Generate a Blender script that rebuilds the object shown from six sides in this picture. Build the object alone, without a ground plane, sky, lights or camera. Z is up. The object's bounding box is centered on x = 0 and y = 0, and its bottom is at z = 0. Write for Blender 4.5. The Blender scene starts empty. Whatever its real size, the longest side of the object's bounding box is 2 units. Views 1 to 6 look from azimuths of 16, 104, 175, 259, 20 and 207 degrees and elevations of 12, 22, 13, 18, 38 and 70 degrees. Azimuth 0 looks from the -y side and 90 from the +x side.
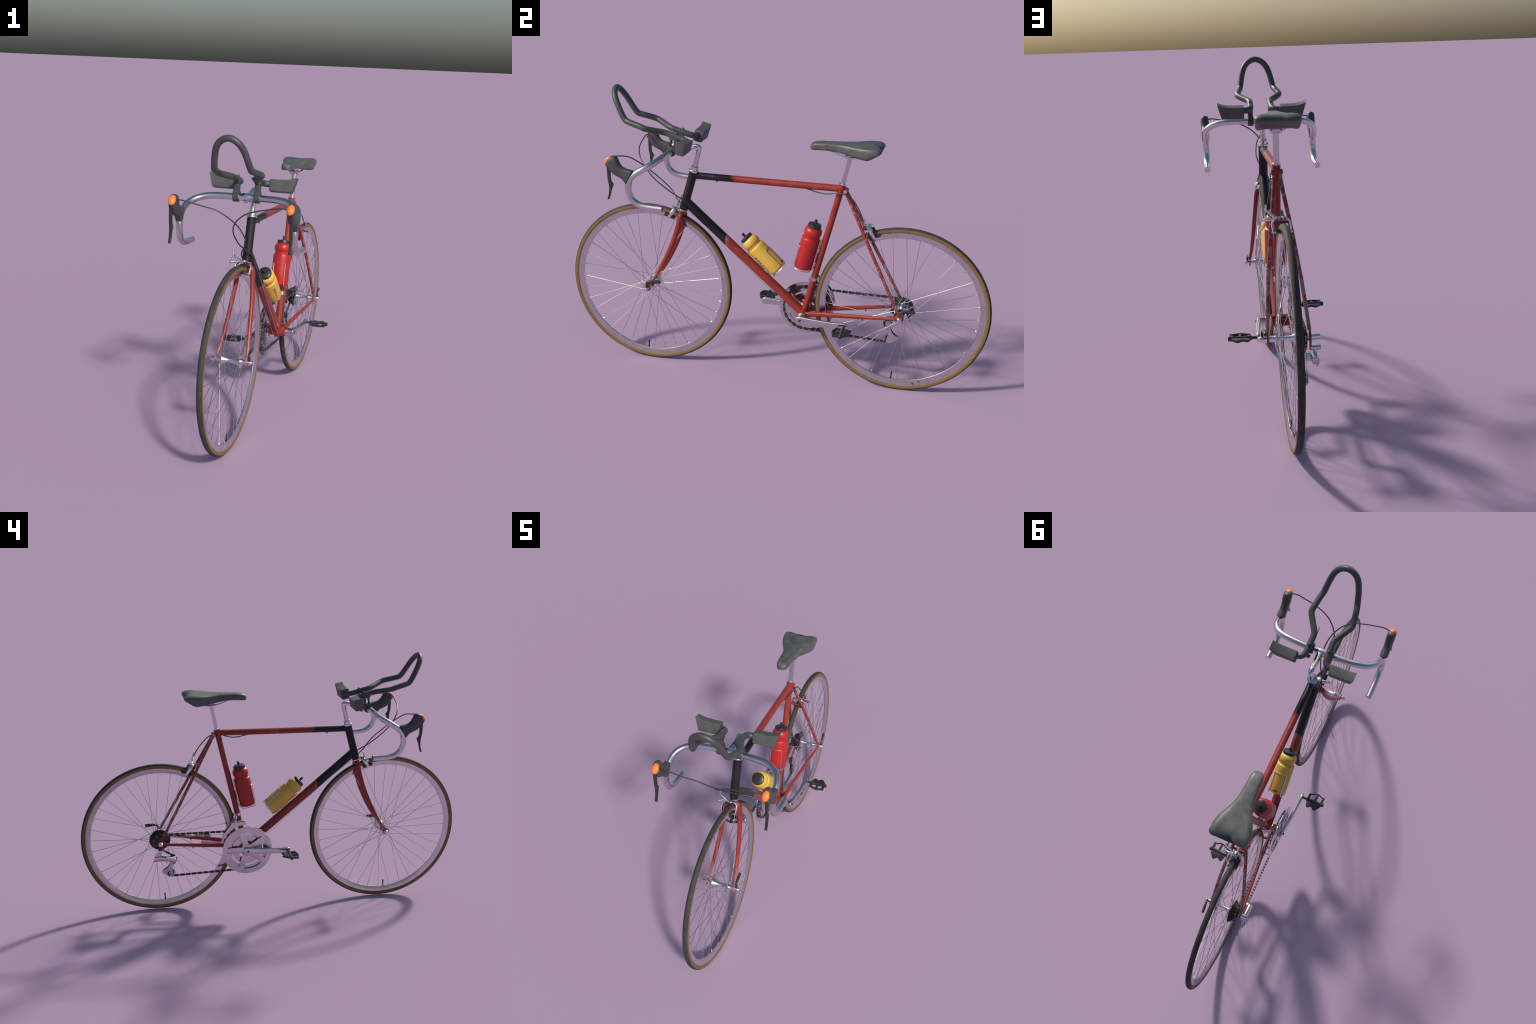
# Steel road bicycle with clip-on triathlon bars and two drinking bottles.
# Frame: x = left/right, the bicycle looks along -y, z up, wheels stand on z = 0.
import bpy, bmesh, math, random
from mathutils import Vector, Matrix

random.seed(7)
V = Vector
PI = math.pi

# ------------------------------------------------------------------ helpers
class Geo:
    """verts / faces / per-face material slot, with a few primitive builders."""
    def __init__(self):
        self.v, self.f, self.m = [], [], []

    def add(self, verts, faces, slot=0):
        o = len(self.v)
        self.v += [V(p) for p in verts]
        self.f += [tuple(i + o for i in f) for f in faces]
        self.m += [slot] * len(faces)
        return self

    def join(self, other):
        o = len(self.v)
        self.v += [p.copy() for p in other.v]
        self.f += [tuple(i + o for i in f) for f in other.f]
        self.m += other.m
        return self

    def mirror(self):
        g = Geo()
        g.v = [V((-p.x, p.y, p.z)) for p in self.v]
        g.f = [tuple(reversed(f)) for f in self.f]
        g.m = list(self.m)
        return g

    def both(self):
        return self.join(self.mirror())

    def moved(self, off):
        for p in self.v:
            p += V(off)
        return self

    def bevel(self, width, segments=2, angle=30):
        bm = bmesh.new()
        vs = [bm.verts.new(p) for p in self.v]
        for f, m in zip(self.f, self.m):
            try:
                bf = bm.faces.new([vs[i] for i in f]); bf.material_index = m
            except ValueError:
                pass
        bmesh.ops.recalc_face_normals(bm, faces=bm.faces[:])
        bm.normal_update()
        es = [e for e in bm.edges if len(e.link_faces) == 2 and e.calc_face_angle(0) > math.radians(angle)]
        bmesh.ops.bevel(bm, geom=es, offset=width, segments=segments, profile=0.6, affect='EDGES', clamp_overlap=True)
        bm.verts.index_update()
        self.v = [v.co.copy() for v in bm.verts]
        self.f = [tuple(v.index for v in f.verts) for f in bm.faces]
        self.m = [f.material_index for f in bm.faces]
        bm.free()
        return self


def build_mesh(name, geo, mats, smooth=38):
    me = bpy.data.meshes.new(name)
    me.from_pydata([tuple(p) for p in geo.v], [], geo.f)
    for m in mats:
        me.materials.append(m)
    if len(mats) > 1:
        me.polygons.foreach_set('material_index', geo.m)
    bm = bmesh.new(); bm.from_mesh(me)
    bmesh.ops.recalc_face_normals(bm, faces=bm.faces[:])
    bm.to_mesh(me); bm.free()
    me.polygons.foreach_set('use_smooth', [True] * len(me.polygons))
    me.set_sharp_from_angle(angle=math.radians(smooth))
    me.update()
    return me


def place(name, me, parent, matrix=None):
    ob = bpy.data.objects.new(name, me)
    bpy.context.scene.collection.objects.link(ob)
    ob.parent = parent
    if matrix is not None:
        ob.matrix_local = matrix
    return ob


def part(name, geo, mats, parent, smooth=38, matrix=None):
    if not isinstance(mats, (list, tuple)):
        mats = [mats]
    return place(name, build_mesh(name, geo, mats, smooth), parent, matrix)


def group(name, parent, loc=(0, 0, 0)):
    ob = bpy.data.objects.new(name, None)
    ob.empty_display_size = 0.05
    bpy.context.scene.collection.objects.link(ob)
    ob.parent = parent
    ob.location = loc
    return ob


def spline(pts, step=0.01, closed=False):
    """Centripetal-like Catmull-Rom through control points."""
    P = [V(p) for p in pts]
    out = []
    n = len(P)
    for i in range(n - 1):
        p0 = P[i - 1] if i > 0 else P[0] * 2 - P[1]
        p1, p2 = P[i], P[i + 1]
        p3 = P[i + 2] if i + 2 < n else P[-1] * 2 - P[-2]
        d = (p2 - p1).length
        a0, a1, a2 = (max((q - p).length, 1e-6) ** 0.5 for p, q in ((p0, p1), (p1, p2), (p2, p3)))
        m1 = (p2 - p1) + a1 * ((p1 - p0) / a0 - (p2 - p0) / (a0 + a1))
        m2 = (p2 - p1) + a1 * ((p3 - p2) / a2 - (p3 - p1) / (a1 + a2))
        k = max(1, int(round(d / step)))
        for j in range(k):
            t = j / k
            h = t * t; c = h * t
            out.append(p1 * (2 * c - 3 * h + 1) + m1 * (c - 2 * h + t) + p2 * (-2 * c + 3 * h) + m2 * (c - h))
    out.append(P[-1])
    return out


def tube(pts, r, n=14, side=None, caps=True, slot=0, dome=False):
    """Sweep a circle (r) or ellipse (r=(a,b); a along `side`) along pts."""
    P = [V(p) for p in pts]
    N = len(P)
    R = r if isinstance(r, list) else [r] * N
    if isinstance(r, list) and len(r) != N:      # resample radii along the path
        L = [0.0]
        for i in range(1, N):
            L.append(L[-1] + (P[i] - P[i - 1]).length)
        R = []
        for s in L:
            u = s / L[-1] * (len(r) - 1); i = min(int(u), len(r) - 2); t = u - i
            a, b = r[i], r[i + 1]
            R.append(tuple(x * (1 - t) + y * t for x, y in zip(a, b)) if isinstance(a, tuple) else a * (1 - t) + b * t)
    T = []
    for i in range(N):
        a = P[i] - P[i - 1] if i > 0 else P[1] - P[0]
        b = P[i + 1] - P[i] if i < N - 1 else P[-1] - P[-2]
        T.append((a.normalized() + b.normalized()).normalized())
    u = V(side) if side is not None else (V((1, 0, 0)) if abs(T[0].x) < 0.9 else V((0, 0, 1)))
    verts, faces = [], []
    for i in range(N):
        if side is not None:
            u = V(side)
        u = (u - T[i] * u.dot(T[i])).normalized()
        w = T[i].cross(u)
        ra, rb = R[i] if isinstance(R[i], tuple) else (R[i], R[i])
        for k in range(n):
            a = 2 * PI * k / n
            verts.append(P[i] + u * (ra * math.cos(a)) + w * (rb * math.sin(a)))
    for i in range(N - 1):
        for k in range(n):
            k2 = (k + 1) % n
            faces.append((i * n + k, i * n + k2, (i + 1) * n + k2, (i + 1) * n + k))
    if caps:
        for e in (0, N - 1):
            o = len(verts)
            rr = R[e] if not isinstance(R[e], tuple) else min(R[e])
            sgn = -1 if e == 0 else 1
            if dome:
                base = e * n
                prev = base
                for s in (0.5, 0.85):
                    ring = len(verts)
                    for k in range(n):
                        c = verts[base + k]
                        verts.append(P[e] + (c - P[e]) * math.sqrt(1 - s * s) + T[e] * (sgn * rr * s))
                    for k in range(n):
                        k2 = (k + 1) % n
                        faces.append((prev + k, prev + k2, ring + k2, ring + k))
                    prev = ring
                faces.append(tuple(prev + k for k in range(n)))
            else:
                faces.append(tuple(e * n + k for k in range(n)))
    return Geo().add(verts, faces, slot)


def rod(a, b, r, r2=None, n=14, slot=0, dome=False):
    return tube([a, b], [r, r if r2 is None else r2], n=n, slot=slot, dome=dome)


def lathe(profile, origin, axis, n=24, slots=None, sx=1.0):
    """Revolve (t, r) pairs about the axis. slots: material per band."""
    o, ax = V(origin), V(axis).normalized()
    u = V((1, 0, 0)) if abs(ax.x) < 0.9 else V((0, 1, 0))
    u = (u - ax * u.dot(ax)).normalized(); w = ax.cross(u)
    g = Geo(); verts = []
    for t, r in profile:
        for k in range(n):
            a = 2 * PI * k / n
            verts.append(o + ax * t + (u * math.cos(a) + w * math.sin(a)) * max(r, 1e-5))
    g.v = verts
    for i in range(len(profile) - 1):
        for k in range(n):
            k2 = (k + 1) % n
            g.f.append((i * n + k, i * n + k2, (i + 1) * n + k2, (i + 1) * n + k))
            g.m.append(slots[i] if slots else 0)
    for e, s in ((0, 0), (len(profile) - 1, -1)):
        if profile[e][1] > 1e-4:
            g.f.append(tuple(e * n + k for k in range(n)))
            g.m.append(slots[s] if slots else 0)
    return g


def ring_profile(profile, n=96, slots=None):
    """Closed (x, r) section revolved about the x axis at the origin."""
    g = Geo(); m = len(profile)
    for k in range(n):
        a = 2 * PI * k / n
        for x, r in profile:
            g.v.append(V((x, r * math.cos(a), r * math.sin(a))))
    for k in range(n):
        k2 = (k + 1) % n
        for i in range(m):
            i2 = (i + 1) % m
            g.f.append((k * m + i, k * m + i2, k2 * m + i2, k2 * m + i))
            g.m.append(slots[i] if slots else 0)
    return g


def box(c, size, x=(1, 0, 0), y=(0, 1, 0), z=(0, 0, 1), bev=0.0, slot=0, seg=2):
    c, x, y, z = V(c), V(x), V(y), V(z)
    vs = [c + x * (size[0] / 2 * a) + y * (size[1] / 2 * b) + z * (size[2] / 2 * d)
          for a in (-1, 1) for b in (-1, 1) for d in (-1, 1)]
    fs = [(0, 1, 3, 2), (4, 6, 7, 5), (0, 4, 5, 1), (2, 3, 7, 6), (0, 2, 6, 4), (1, 5, 7, 3)]
    g = Geo().add(vs, fs, slot)
    return g.bevel(bev, seg) if bev else g


def plate(outline, x0, x1, bev=0.0, slot=0, seg=2):
    """(y, z) outline extruded from x0 to x1."""
    n = len(outline)
    vs = [V((x0, a, b)) for a, b in outline] + [V((x1, a, b)) for a, b in outline]
    fs = [tuple(range(n)), tuple(range(2 * n - 1, n - 1, -1))]
    fs += [(i, (i + 1) % n, n + (i + 1) % n, n + i) for i in range(n)]
    g = Geo().add(vs, fs, slot)
    return g.bevel(bev, seg, 25) if bev else g


def loft(sections, caps=True, slot=0):
    n = len(sections[0]); vs = [V(p) for s in sections for p in s]; fs = []
    for i in range(len(sections) - 1):
        for k in range(n):
            k2 = (k + 1) % n
            fs.append((i * n + k, i * n + k2, (i + 1) * n + k2, (i + 1) * n + k))
    if caps:
        fs.append(tuple(range(n))); o = (len(sections) - 1) * n
        fs.append(tuple(o + k for k in range(n)))
    return Geo().add(vs, fs, slot)


def ellipsoid(c, ax, ay, az, n=20, m=12, slot=0):
    """ax, ay, az are half-axis vectors."""
    c, ax, ay, az = V(c), V(ax), V(ay), V(az)
    secs = []
    for i in range(1, m):
        p = PI * i / m
        secs.append([c + az * math.cos(p) + (ax * math.cos(2 * PI * k / n) + ay * math.sin(2 * PI * k / n)) * math.sin(p) for k in range(n)])
    return loft(secs, True, slot)


def gear(x, cy, cz, r, teeth, depth, thick, hole, n_per=6):
    """Toothed ring in the y-z plane, centred on x."""
    N = teeth * n_per; g = Geo()
    shape = [0.0, 0.0, 0.55, 1.0, 1.0, 0.55]
    outer = []
    for i in range(N):
        a = 2 * PI * i / N
        rr = r - depth * (1 - shape[i % n_per])
        outer.append((cy + rr * math.cos(a), cz + rr * math.sin(a)))
    inner = [(cy + hole * math.cos(2 * PI * i / N), cz + hole * math.sin(2 * PI * i / N)) for i in range(N)]
    for xx in (x - thick / 2, x + thick / 2):
        g.v += [V((xx, a, b)) for a, b in outer] + [V((xx, a, b)) for a, b in inner]
    for i in range(N):
        j = (i + 1) % N
        g.f += [(i, j, N + j, N + i), (2 * N + i, 3 * N + i, 3 * N + j, 2 * N + j),
                (i, 2 * N + i, 2 * N + j, j), (N + i, N + j, 3 * N + j, 3 * N + i)]
        g.m += [0, 0, 0, 0]
    return g


# ---------------------------------------------------------------- materials
class Nodes:
    def __init__(self, name):
        self.mat = bpy.data.materials.new(name)
        self.mat.use_nodes = True
        self.t = self.mat.node_tree
        self.bsdf = self.t.nodes['Principled BSDF']
        self.coord = None

    def link(self, a, b):
        self.t.links.new(a, b)

    def obj(self):
        if self.coord is None:
            self.coord = self.t.nodes.new('ShaderNodeTexCoord').outputs['Object']
        return self.coord

    def xyz(self):
        s = self.t.nodes.new('ShaderNodeSeparateXYZ'); self.link(self.obj(), s.inputs[0])
        return s.outputs

    def noise(self, scale, detail=4, rough=0.6, stretch=None, dist=0.0):
        n = self.t.nodes.new('ShaderNodeTexNoise')
        n.inputs['Scale'].default_value = scale; n.inputs['Detail'].default_value = detail
        n.inputs['Roughness'].default_value = rough; n.inputs['Distortion'].default_value = dist
        if stretch:
            m = self.t.nodes.new('ShaderNodeMapping'); m.inputs['Scale'].default_value = stretch
            self.link(self.obj(), m.inputs['Vector']); self.link(m.outputs[0], n.inputs['Vector'])
        else:
            self.link(self.obj(), n.inputs['Vector'])
        return n.outputs['Fac']

    def ramp(self, fac, lo, hi):
        r = self.t.nodes.new('ShaderNodeMapRange'); r.interpolation_type = 'SMOOTHSTEP'
        r.inputs['From Min'].default_value = lo; r.inputs['From Max'].default_value = hi
        self.link(fac, r.inputs['Value'])
        return r.outputs[0]

    def math(self, op, a, b=None):
        n = self.t.nodes.new('ShaderNodeMath'); n.operation = op
        for i, x in enumerate((a, b)):
            if x is None:
                continue
            if isinstance(x, (int, float)):
                n.inputs[i].default_value = x
            else:
                self.link(x, n.inputs[i])
        return n.outputs[0]

    def mix(self, fac, a, b):
        n = self.t.nodes.new('ShaderNodeMix'); n.data_type = 'RGBA'
        if isinstance(fac, (int, float)):
            n.inputs['Factor'].default_value = fac
        else:
            self.link(fac, n.inputs['Factor'])
        for key, x in (('A', a), ('B', b)):
            sock = [s for s in n.inputs if s.name == key and s.type == 'RGBA'][0]
            if isinstance(x, tuple):
                sock.default_value = (*x, 1)
            else:
                self.link(x, sock)
        return [s for s in n.outputs if s.type == 'RGBA'][0]

    def value(self, sock, x):
        if isinstance(x, (int, float)):
            self.bsdf.inputs[sock].default_value = x
        elif isinstance(x, tuple):
            self.bsdf.inputs[sock].default_value = (*x, 1)
        else:
            self.link(x, self.bsdf.inputs[sock])
        return self

    def bump(self, h, strength=0.2, dist=0.001):
        b = self.t.nodes.new('ShaderNodeBump')
        b.inputs['Strength'].default_value = strength; b.inputs['Distance'].default_value = dist
        self.link(h, b.inputs['Height']); self.link(b.outputs[0], self.bsdf.inputs['Normal'])
        return self


RED = (0.238, 0.030, 0.020)
RED_PALE = (0.40, 0.16, 0.13)
BARE = (0.27, 0.25, 0.26)
BLACK = (0.012, 0.011, 0.013)


def paint(name, split=None, wear=0.35, bare=0.0, tip=None):
    """Old red enamel; split=(slope, y0): black lacquer in front of the line."""
    n = Nodes(name)
    cloud = n.noise(14, 5, 0.65)
    fine = n.noise(85, 4, 0.7)
    col = n.mix(n.ramp(cloud, 0.35, 0.7), RED, (0.290, 0.036, 0.024))
    rub = n.ramp(n.math('ADD', n.math('MULTIPLY', n.noise(38, 5, 0.7), 0.65), n.math('MULTIPLY', cloud, 0.35)), 0.66 - 0.2 * wear, 0.80 - 0.12 * wear)
    col = n.mix(n.math('MULTIPLY', rub, 0.75), col, RED_PALE)
    if bare > 0:
        chip = n.ramp(n.math('ADD', n.math('MULTIPLY', n.noise(32, 3, 0.6), 0.6), n.math('MULTIPLY', fine, 0.4)), 0.62 - 0.2 * bare, 0.68 - 0.18 * bare)
        s = n.xyz()                              # the rear edge of each stay is rubbed to bare metal
        back = n.math('ADD', n.math('MULTIPLY', s[1], 0.891), n.math('MULTIPLY', s[2], 0.4535))
        back = n.math('ADD', back, n.math('MULTIPLY', n.math('SUBTRACT', n.noise(26, 4), 0.5), 0.034))
        streak = n.ramp(back, 0.7180, 0.7200)
        low = n.ramp(s[2], 0.95, 0.45)            # wear grows towards the axle
        patch = n.ramp(n.math('ADD', n.noise(34, 3), n.math('MULTIPLY', low, 0.14)), 0.50, 0.62)
        col = n.mix(n.math('MULTIPLY', n.math('MAXIMUM', chip, n.math('MULTIPLY', streak, patch)), 0.7), col, BARE)
    if tip:                                     # enamel worn pale towards the fork ends
        z0, z1 = tip
        h = n.ramp(n.math('ADD', n.xyz()[2], n.math('MULTIPLY', n.math('SUBTRACT', n.noise(40, 4), 0.5), 0.12)), z1, z0)
        col = n.mix(n.math('MULTIPLY', h, 0.42), col, (0.40, 0.24, 0.22))
    rough = n.math('ADD', n.math('MULTIPLY', rub, 0.15), 0.35)
    if split:
        k, y0 = split
        s = n.xyz()
        d = n.math('ADD', s[1], n.math('MULTIPLY', s[2], k))
        d = n.math('ADD', d, n.math('MULTIPLY', n.math('SUBTRACT', fine, 0.5), 0.006))
        edge = n.math('MULTIPLY', n.ramp(d, y0 + 0.022, y0 + 0.002), n.ramp(cloud, 0.42, 0.68))
        col = n.mix(n.math('MULTIPLY', edge, 0.5), col, (0.40, 0.28, 0.27))
        col = n.mix(n.ramp(d, y0 + 0.0015, y0 - 0.0015), col, BLACK)
    n.value('Base Color', col).value('Roughness', rough).value('Specular IOR Level', 0.34)
    return n.mat


def simple(name, col, rough=0.5, metal=0.0, col2=None, scale=20, var=0.6, spec=0.5, bump=0.0, bscale=200, coat=0.0):
    n = Nodes(name)
    if col2:
        n.value('Base Color', n.mix(n.ramp(n.noise(scale, 5, 0.65), 0.5 - 0.25 * var, 0.5 + 0.3 * var), col, col2))
    else:
        n.value('Base Color', col)
    n.value('Roughness', rough).value('Metallic', metal).value('Specular IOR Level', spec).value('Coat Weight', coat)
    if bump:
        n.bump(n.noise(bscale, 3), bump, 0.001)
    return n.mat


def aluminium(name, col, col2, rough=0.13, dirt=0.0):
    n = Nodes(name)
    c = n.mix(n.ramp(n.noise(18, 4, 0.6), 0.35, 0.75), col, col2)
    if dirt:
        spot = n.ramp(n.noise(38, 4, 0.6, dist=1.2), 0.71 - 0.08 * dirt, 0.77 - 0.08 * dirt)
        c = n.mix(n.math('MULTIPLY', spot, 0.85), c, (0.05, 0.05, 0.05))
    n.value('Base Color', c).value('Metallic', 1.0)
    n.value('Roughness', n.math('ADD', n.math('MULTIPLY', n.noise(12, 3), 0.08), rough - 0.04))
    return n.mat


M_RED = paint('red_enamel', wear=0.5)
M_TOP = paint('red_and_black_enamel_top_tube', split=(0.86, -0.195 + 0.86 * 0.955), wear=0.6)
M_DOWN = paint('red_and_black_enamel_down_tube', split=(-0.04, -0.228 - 0.04 * 0.66), wear=0.45)
M_STAY = paint('chipped_red_enamel', wear=0.6, bare=0.38)
M_FORK = paint('faded_red_enamel', wear=0.5, tip=(0.41, 0.52))
M_BLACK = simple('black_enamel', BLACK, 0.5, col2=(0.018, 0.017, 0.019), spec=0.25)
M_CHROME = aluminium('polished_aluminium', (0.78, 0.78, 0.79), (0.70, 0.70, 0.71), 0.11)
M_BAR = aluminium('handlebar_aluminium', (0.68, 0.68, 0.69), (0.60, 0.60, 0.61), 0.18)
M_RIM = aluminium('rim_aluminium', (0.68, 0.67, 0.68), (0.60, 0.59, 0.60), 0.14)
M_RIM_DIRTY = aluminium('grimy_rim_aluminium', (0.68, 0.67, 0.68), (0.60, 0.59, 0.60), 0.14, dirt=0.55)
M_SATIN = aluminium('satin_aluminium', (0.66, 0.65, 0.66), (0.58, 0.57, 0.58), 0.17)
M_SPOKE = simple('spoke_steel', (0.55, 0.55, 0.56), 0.2, 1.0)
M_WIRE = simple('steel_wire', (0.62, 0.62, 0.64), 0.25, 1.0)
M_RUBBER = simple('black_rubber', (0.054, 0.063, 0.060), 0.46, col2=(0.044, 0.052, 0.050), scale=24, bump=0.06)
M_PAD = simple('foam_pad', (0.088, 0.098, 0.091), 0.58, col2=(0.072, 0.080, 0.075), scale=30, bump=0.12, bscale=400, spec=0.35)
M_SADDLE = simple('saddle_leather', (0.098, 0.106, 0.097), 0.43, col2=(0.050, 0.056, 0.055), scale=26, bump=0.1, bscale=260)
M_PLASTIC = simple('black_plastic', (0.026, 0.027, 0.028), 0.35, col2=(0.018, 0.019, 0.02), scale=30)
M_CABLE = simple('cable_housing', (0.035, 0.040, 0.040), 0.45)
M_TREAD = simple('tyre_tread', (0.030, 0.030, 0.029), 0.72, col2=(0.047, 0.046, 0.043), scale=30, spec=0.35, bump=0.15, bscale=300)
M_WALL = simple('tan_sidewall', (0.205, 0.128, 0.040), 0.6, col2=(0.165, 0.103, 0.034), scale=45, spec=0.4)
M_SPROCKET = simple('dark_sprocket_steel', (0.026, 0.026, 0.026), 0.36, 0.4, col2=(0.065, 0.062, 0.06), scale=60)
M_CHAIN = simple('chain_steel', (0.42, 0.41, 0.41), 0.25, 1.0, col2=(0.28, 0.27, 0.26), scale=90)
M_ORANGE = simple('orange_cap', (0.90, 0.20, 0.022), 0.38, coat=0.2)
M_BOTTLE_R = simple('red_bottle_plastic', (0.42, 0.016, 0.014), 0.36, col2=(0.38, 0.014, 0.013), scale=8)
M_BOTTLE_Y = simple('yellow_bottle_plastic', (0.69, 0.450, 0.062), 0.42, col2=(0.63, 0.395, 0.053), scale=8)
M_PRINT = simple('dark_print', (0.035, 0.028, 0.02), 0.5)

# ------------------------------------------------------- key points (y, z)
REAR, FRONT, BB = (0.600, 0.400), (-0.600, 0.400), (0.147, 0.331)
HEAD_TOP, HEAD_LOW = V((0, -0.3810, 0.9765)), V((0, -0.4350, 0.7875))
HEAD_DIR = (HEAD_TOP - HEAD_LOW).normalized()
SEAT_DIR = V((0, 0.245, 0.9695)).normalized()

bike = group('road_bicycle', None)
bike['label'] = 'red and black steel road bicycle with triathlon bars'
bike['category'] = 'bicycle'

# -------------------------------------------------------------------- frame
frame = group('frame', bike)
part('head_tube', rod(HEAD_LOW, HEAD_TOP, 0.0196, n=24), M_BLACK, frame)

g = tube([(0, -0.383, 0.9555), (0, 0.298, 0.9535)], 0.0155, n=20)
part('top_tube', g, M_TOP, frame)
g = plate([(-0.278, 0.942), (-0.262, 0.942), (-0.2725, 0.9325)], -0.004, 0.004, 0.001)
part('cable_stop', g, M_BLACK, frame)

g = tube([(0, -0.424, 0.8305), (0, 0.150, 0.329)], 0.0211, n=24)
part('down_tube', g, M_DOWN, frame)

g = rod((0, 0.1476, 0.335), (0, 0.3015, 0.962), 0.0146, n=20)
g.join(rod((0, 0.2955, 0.939), (0, 0.3045, 0.9735), 0.0158, n=20))
part('seat_tube', g, M_RED, frame)

g = lathe([(-0.041, 0.021), (-0.041, 0.0245), (0.041, 0.0245), (0.041, 0.021)], (0, *BB), (1, 0, 0), 28)
g.join(box((0, 0.147, 0.304), (0.024, 0.03, 0.008), bev=0.002))
part('bottom_bracket_shell', g, M_RED, frame)

g = rod((-0.0205, 0.3195, 0.9455), (0.0205, 0.3195, 0.9455), 0.0104, n=18)
part('seat_bolt_lug', g, M_RED, frame)
g = rod((-0.0216, 0.3195, 0.9455), (0.0216, 0.3195, 0.9455), 0.0076, n=14)
part('seat_bolt', g, simple('worn_bolt', (0.42, 0.24, 0.23), 0.5), frame)

for s in (1, -1):
    st = tube(spline([(s * 0.0095, 0.322, 0.941), (s * 0.0165, 0.3515, 0.883), (s * 0.0378, 0.4220, 0.7460), (s * 0.0591, 0.5075, 0.5800), (s * 0.0738, 0.5890, 0.4220)], 0.03),
              [0.0077, 0.0077, 0.0077, 0.0068], n=14)
    part('seat_stay', st, M_STAY, frame)
    cs = tube(spline([(s * 0.030, 0.158, 0.3405), (s * 0.036, 0.25, 0.352), (s * 0.052, 0.40, 0.368), (s * 0.0735, 0.583, 0.389)], 0.03),
              [(0.0085, 0.0125), (0.008, 0.0115), (0.0075, 0.0092), (0.006, 0.0068)], side=(1, 0, 0), n=16)
    part('chain_stay', cs, M_RED, frame)
    drop = [(0.575, 0.383), (0.583, 0.379), (0.594, 0.378), (0.606, 0.379), (0.616, 0.386), (0.619, 0.397), (0.616, 0.408),
            (0.607, 0.416), (0.600, 0.427), (0.592, 0.427), (0.589, 0.415), (0.582, 0.404), (0.573, 0.396)]
    if s < 0:
        drop = drop[:2] + [(0.590, 0.372), (0.591, 0.357), (0.600, 0.352), (0.611, 0.356), (0.612, 0.372)] + drop[4:]
    part('dropout', plate(drop, s * 0.0712, s * 0.0775, 0.0012), M_RED, frame)
part('seat_stay_bridge', rod((-0.034, 0.4065, 0.7755), (0.034, 0.4065, 0.7755), 0.0058), M_RED, frame)
part('chain_stay_bridge', rod((-0.035, 0.205, 0.346), (0.035, 0.205, 0.346), 0.006), M_RED, frame)
part('chain_hanger_peg', rod((-0.053, 0.430, 0.366), (-0.053, 0.430, 0.354), 0.0032).join(rod((0.053, 0.430, 0.366), (0.053, 0.430, 0.354), 0.0032)), M_RED, frame)

# --------------------------------------------------------------------- fork
fork = group('fork', bike)
crown_c = HEAD_LOW - HEAD_DIR * 0.012
for s in (1, -1):
    path = spline([(s * 0.000, -0.4385, 0.7745), (s * 0.016, -0.4390, 0.7730), (s * 0.0275, -0.4400, 0.7655), (s * 0.0325, -0.4425, 0.746),
                   (s * 0.0370, -0.4525, 0.703), (s * 0.0440, -0.4755, 0.633), (s * 0.0505, -0.5090, 0.556),
                   (s * 0.0570, -0.5450, 0.487), (s * 0.0630, -0.5745, 0.440), (s * 0.0665, -0.5900, 0.4185)], 0.012)
    bl = tube(path, [(0.0110, 0.0135), (0.0106, 0.0133), (0.0101, 0.0130), (0.0098, 0.0124), (0.0094, 0.0114), (0.0088, 0.0100), (0.0079, 0.0084), (0.0064, 0.0064)],
              side=None, n=18)
    part('fork_blade', bl, M_FORK, fork)
    tip = [(-0.583, 0.424), (-0.5905, 0.4285), (-0.600, 0.4185), (-0.6120, 0.4135), (-0.6185, 0.402), (-0.6160, 0.390),
           (-0.606, 0.3825), (-0.594, 0.3825), (-0.5840, 0.391), (-0.5835, 0.405)]
    part('dropout', plate(tip, s * 0.0645, s * 0.0700, 0.0012), M_FORK, fork)
part('fork_crown', rod(HEAD_LOW - HEAD_DIR * 0.002, HEAD_LOW - HEAD_DIR * 0.024, 0.0165, 0.015, n=22), M_FORK, fork)

# ------------------------------------------------------------------ headset
headset = group('headset', bike)
g = lathe([(-0.002, 0.0195), (-0.002, 0.0232), (0.003, 0.0240), (0.0058, 0.0225), (0.0062, 0.0178), (0.011, 0.0172), (0.020, 0.0180),
           (0.0225, 0.0178), (0.0245, 0.0150), (0.0250, 0.011)], HEAD_TOP, HEAD_DIR, 28)
part('headset_nut', g, M_CHROME, headset)
g = lathe([(0.004, 0.0195), (0.003, 0.0215), (-0.0015, 0.0222), (-0.004, 0.0205), (-0.0055, 0.0165)], HEAD_LOW, HEAD_DIR, 28)
part('headset_cup', g, M_CHROME, headset)

# --------------------------------------------------------------------- stem
stem = group('stem', bike)
quill_top = V((0, -0.3530, 1.0835))
part('quill', rod(HEAD_TOP + HEAD_DIR * 0.015, quill_top, 0.0118, n=20), M_SATIN, stem)
g = tube(spline([quill_top - HEAD_DIR * 0.012, quill_top + V((0, 0.001, 0.000)), V((0, -0.3640, 1.0905)), V((0, -0.384, 1.0875)), V((0, -0.425, 1.081)), V((0, -0.458, 1.0755))], 0.005),
         [(0.0122, 0.0122), (0.0130, 0.0128), (0.0132, 0.0118), (0.0130, 0.0110), (0.0130, 0.0110), (0.0160, 0.0135)], side=(1, 0, 0), n=18)
part('stem_extension', g, M_CHROME, stem)
g = lathe([(-0.021, 0.0150), (-0.020, 0.0168), (-0.010, 0.0182), (0.010, 0.0182), (0.020, 0.0168), (0.021, 0.0150)], (0, -0.4695, 1.072), (1, 0, 0), 26)
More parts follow.
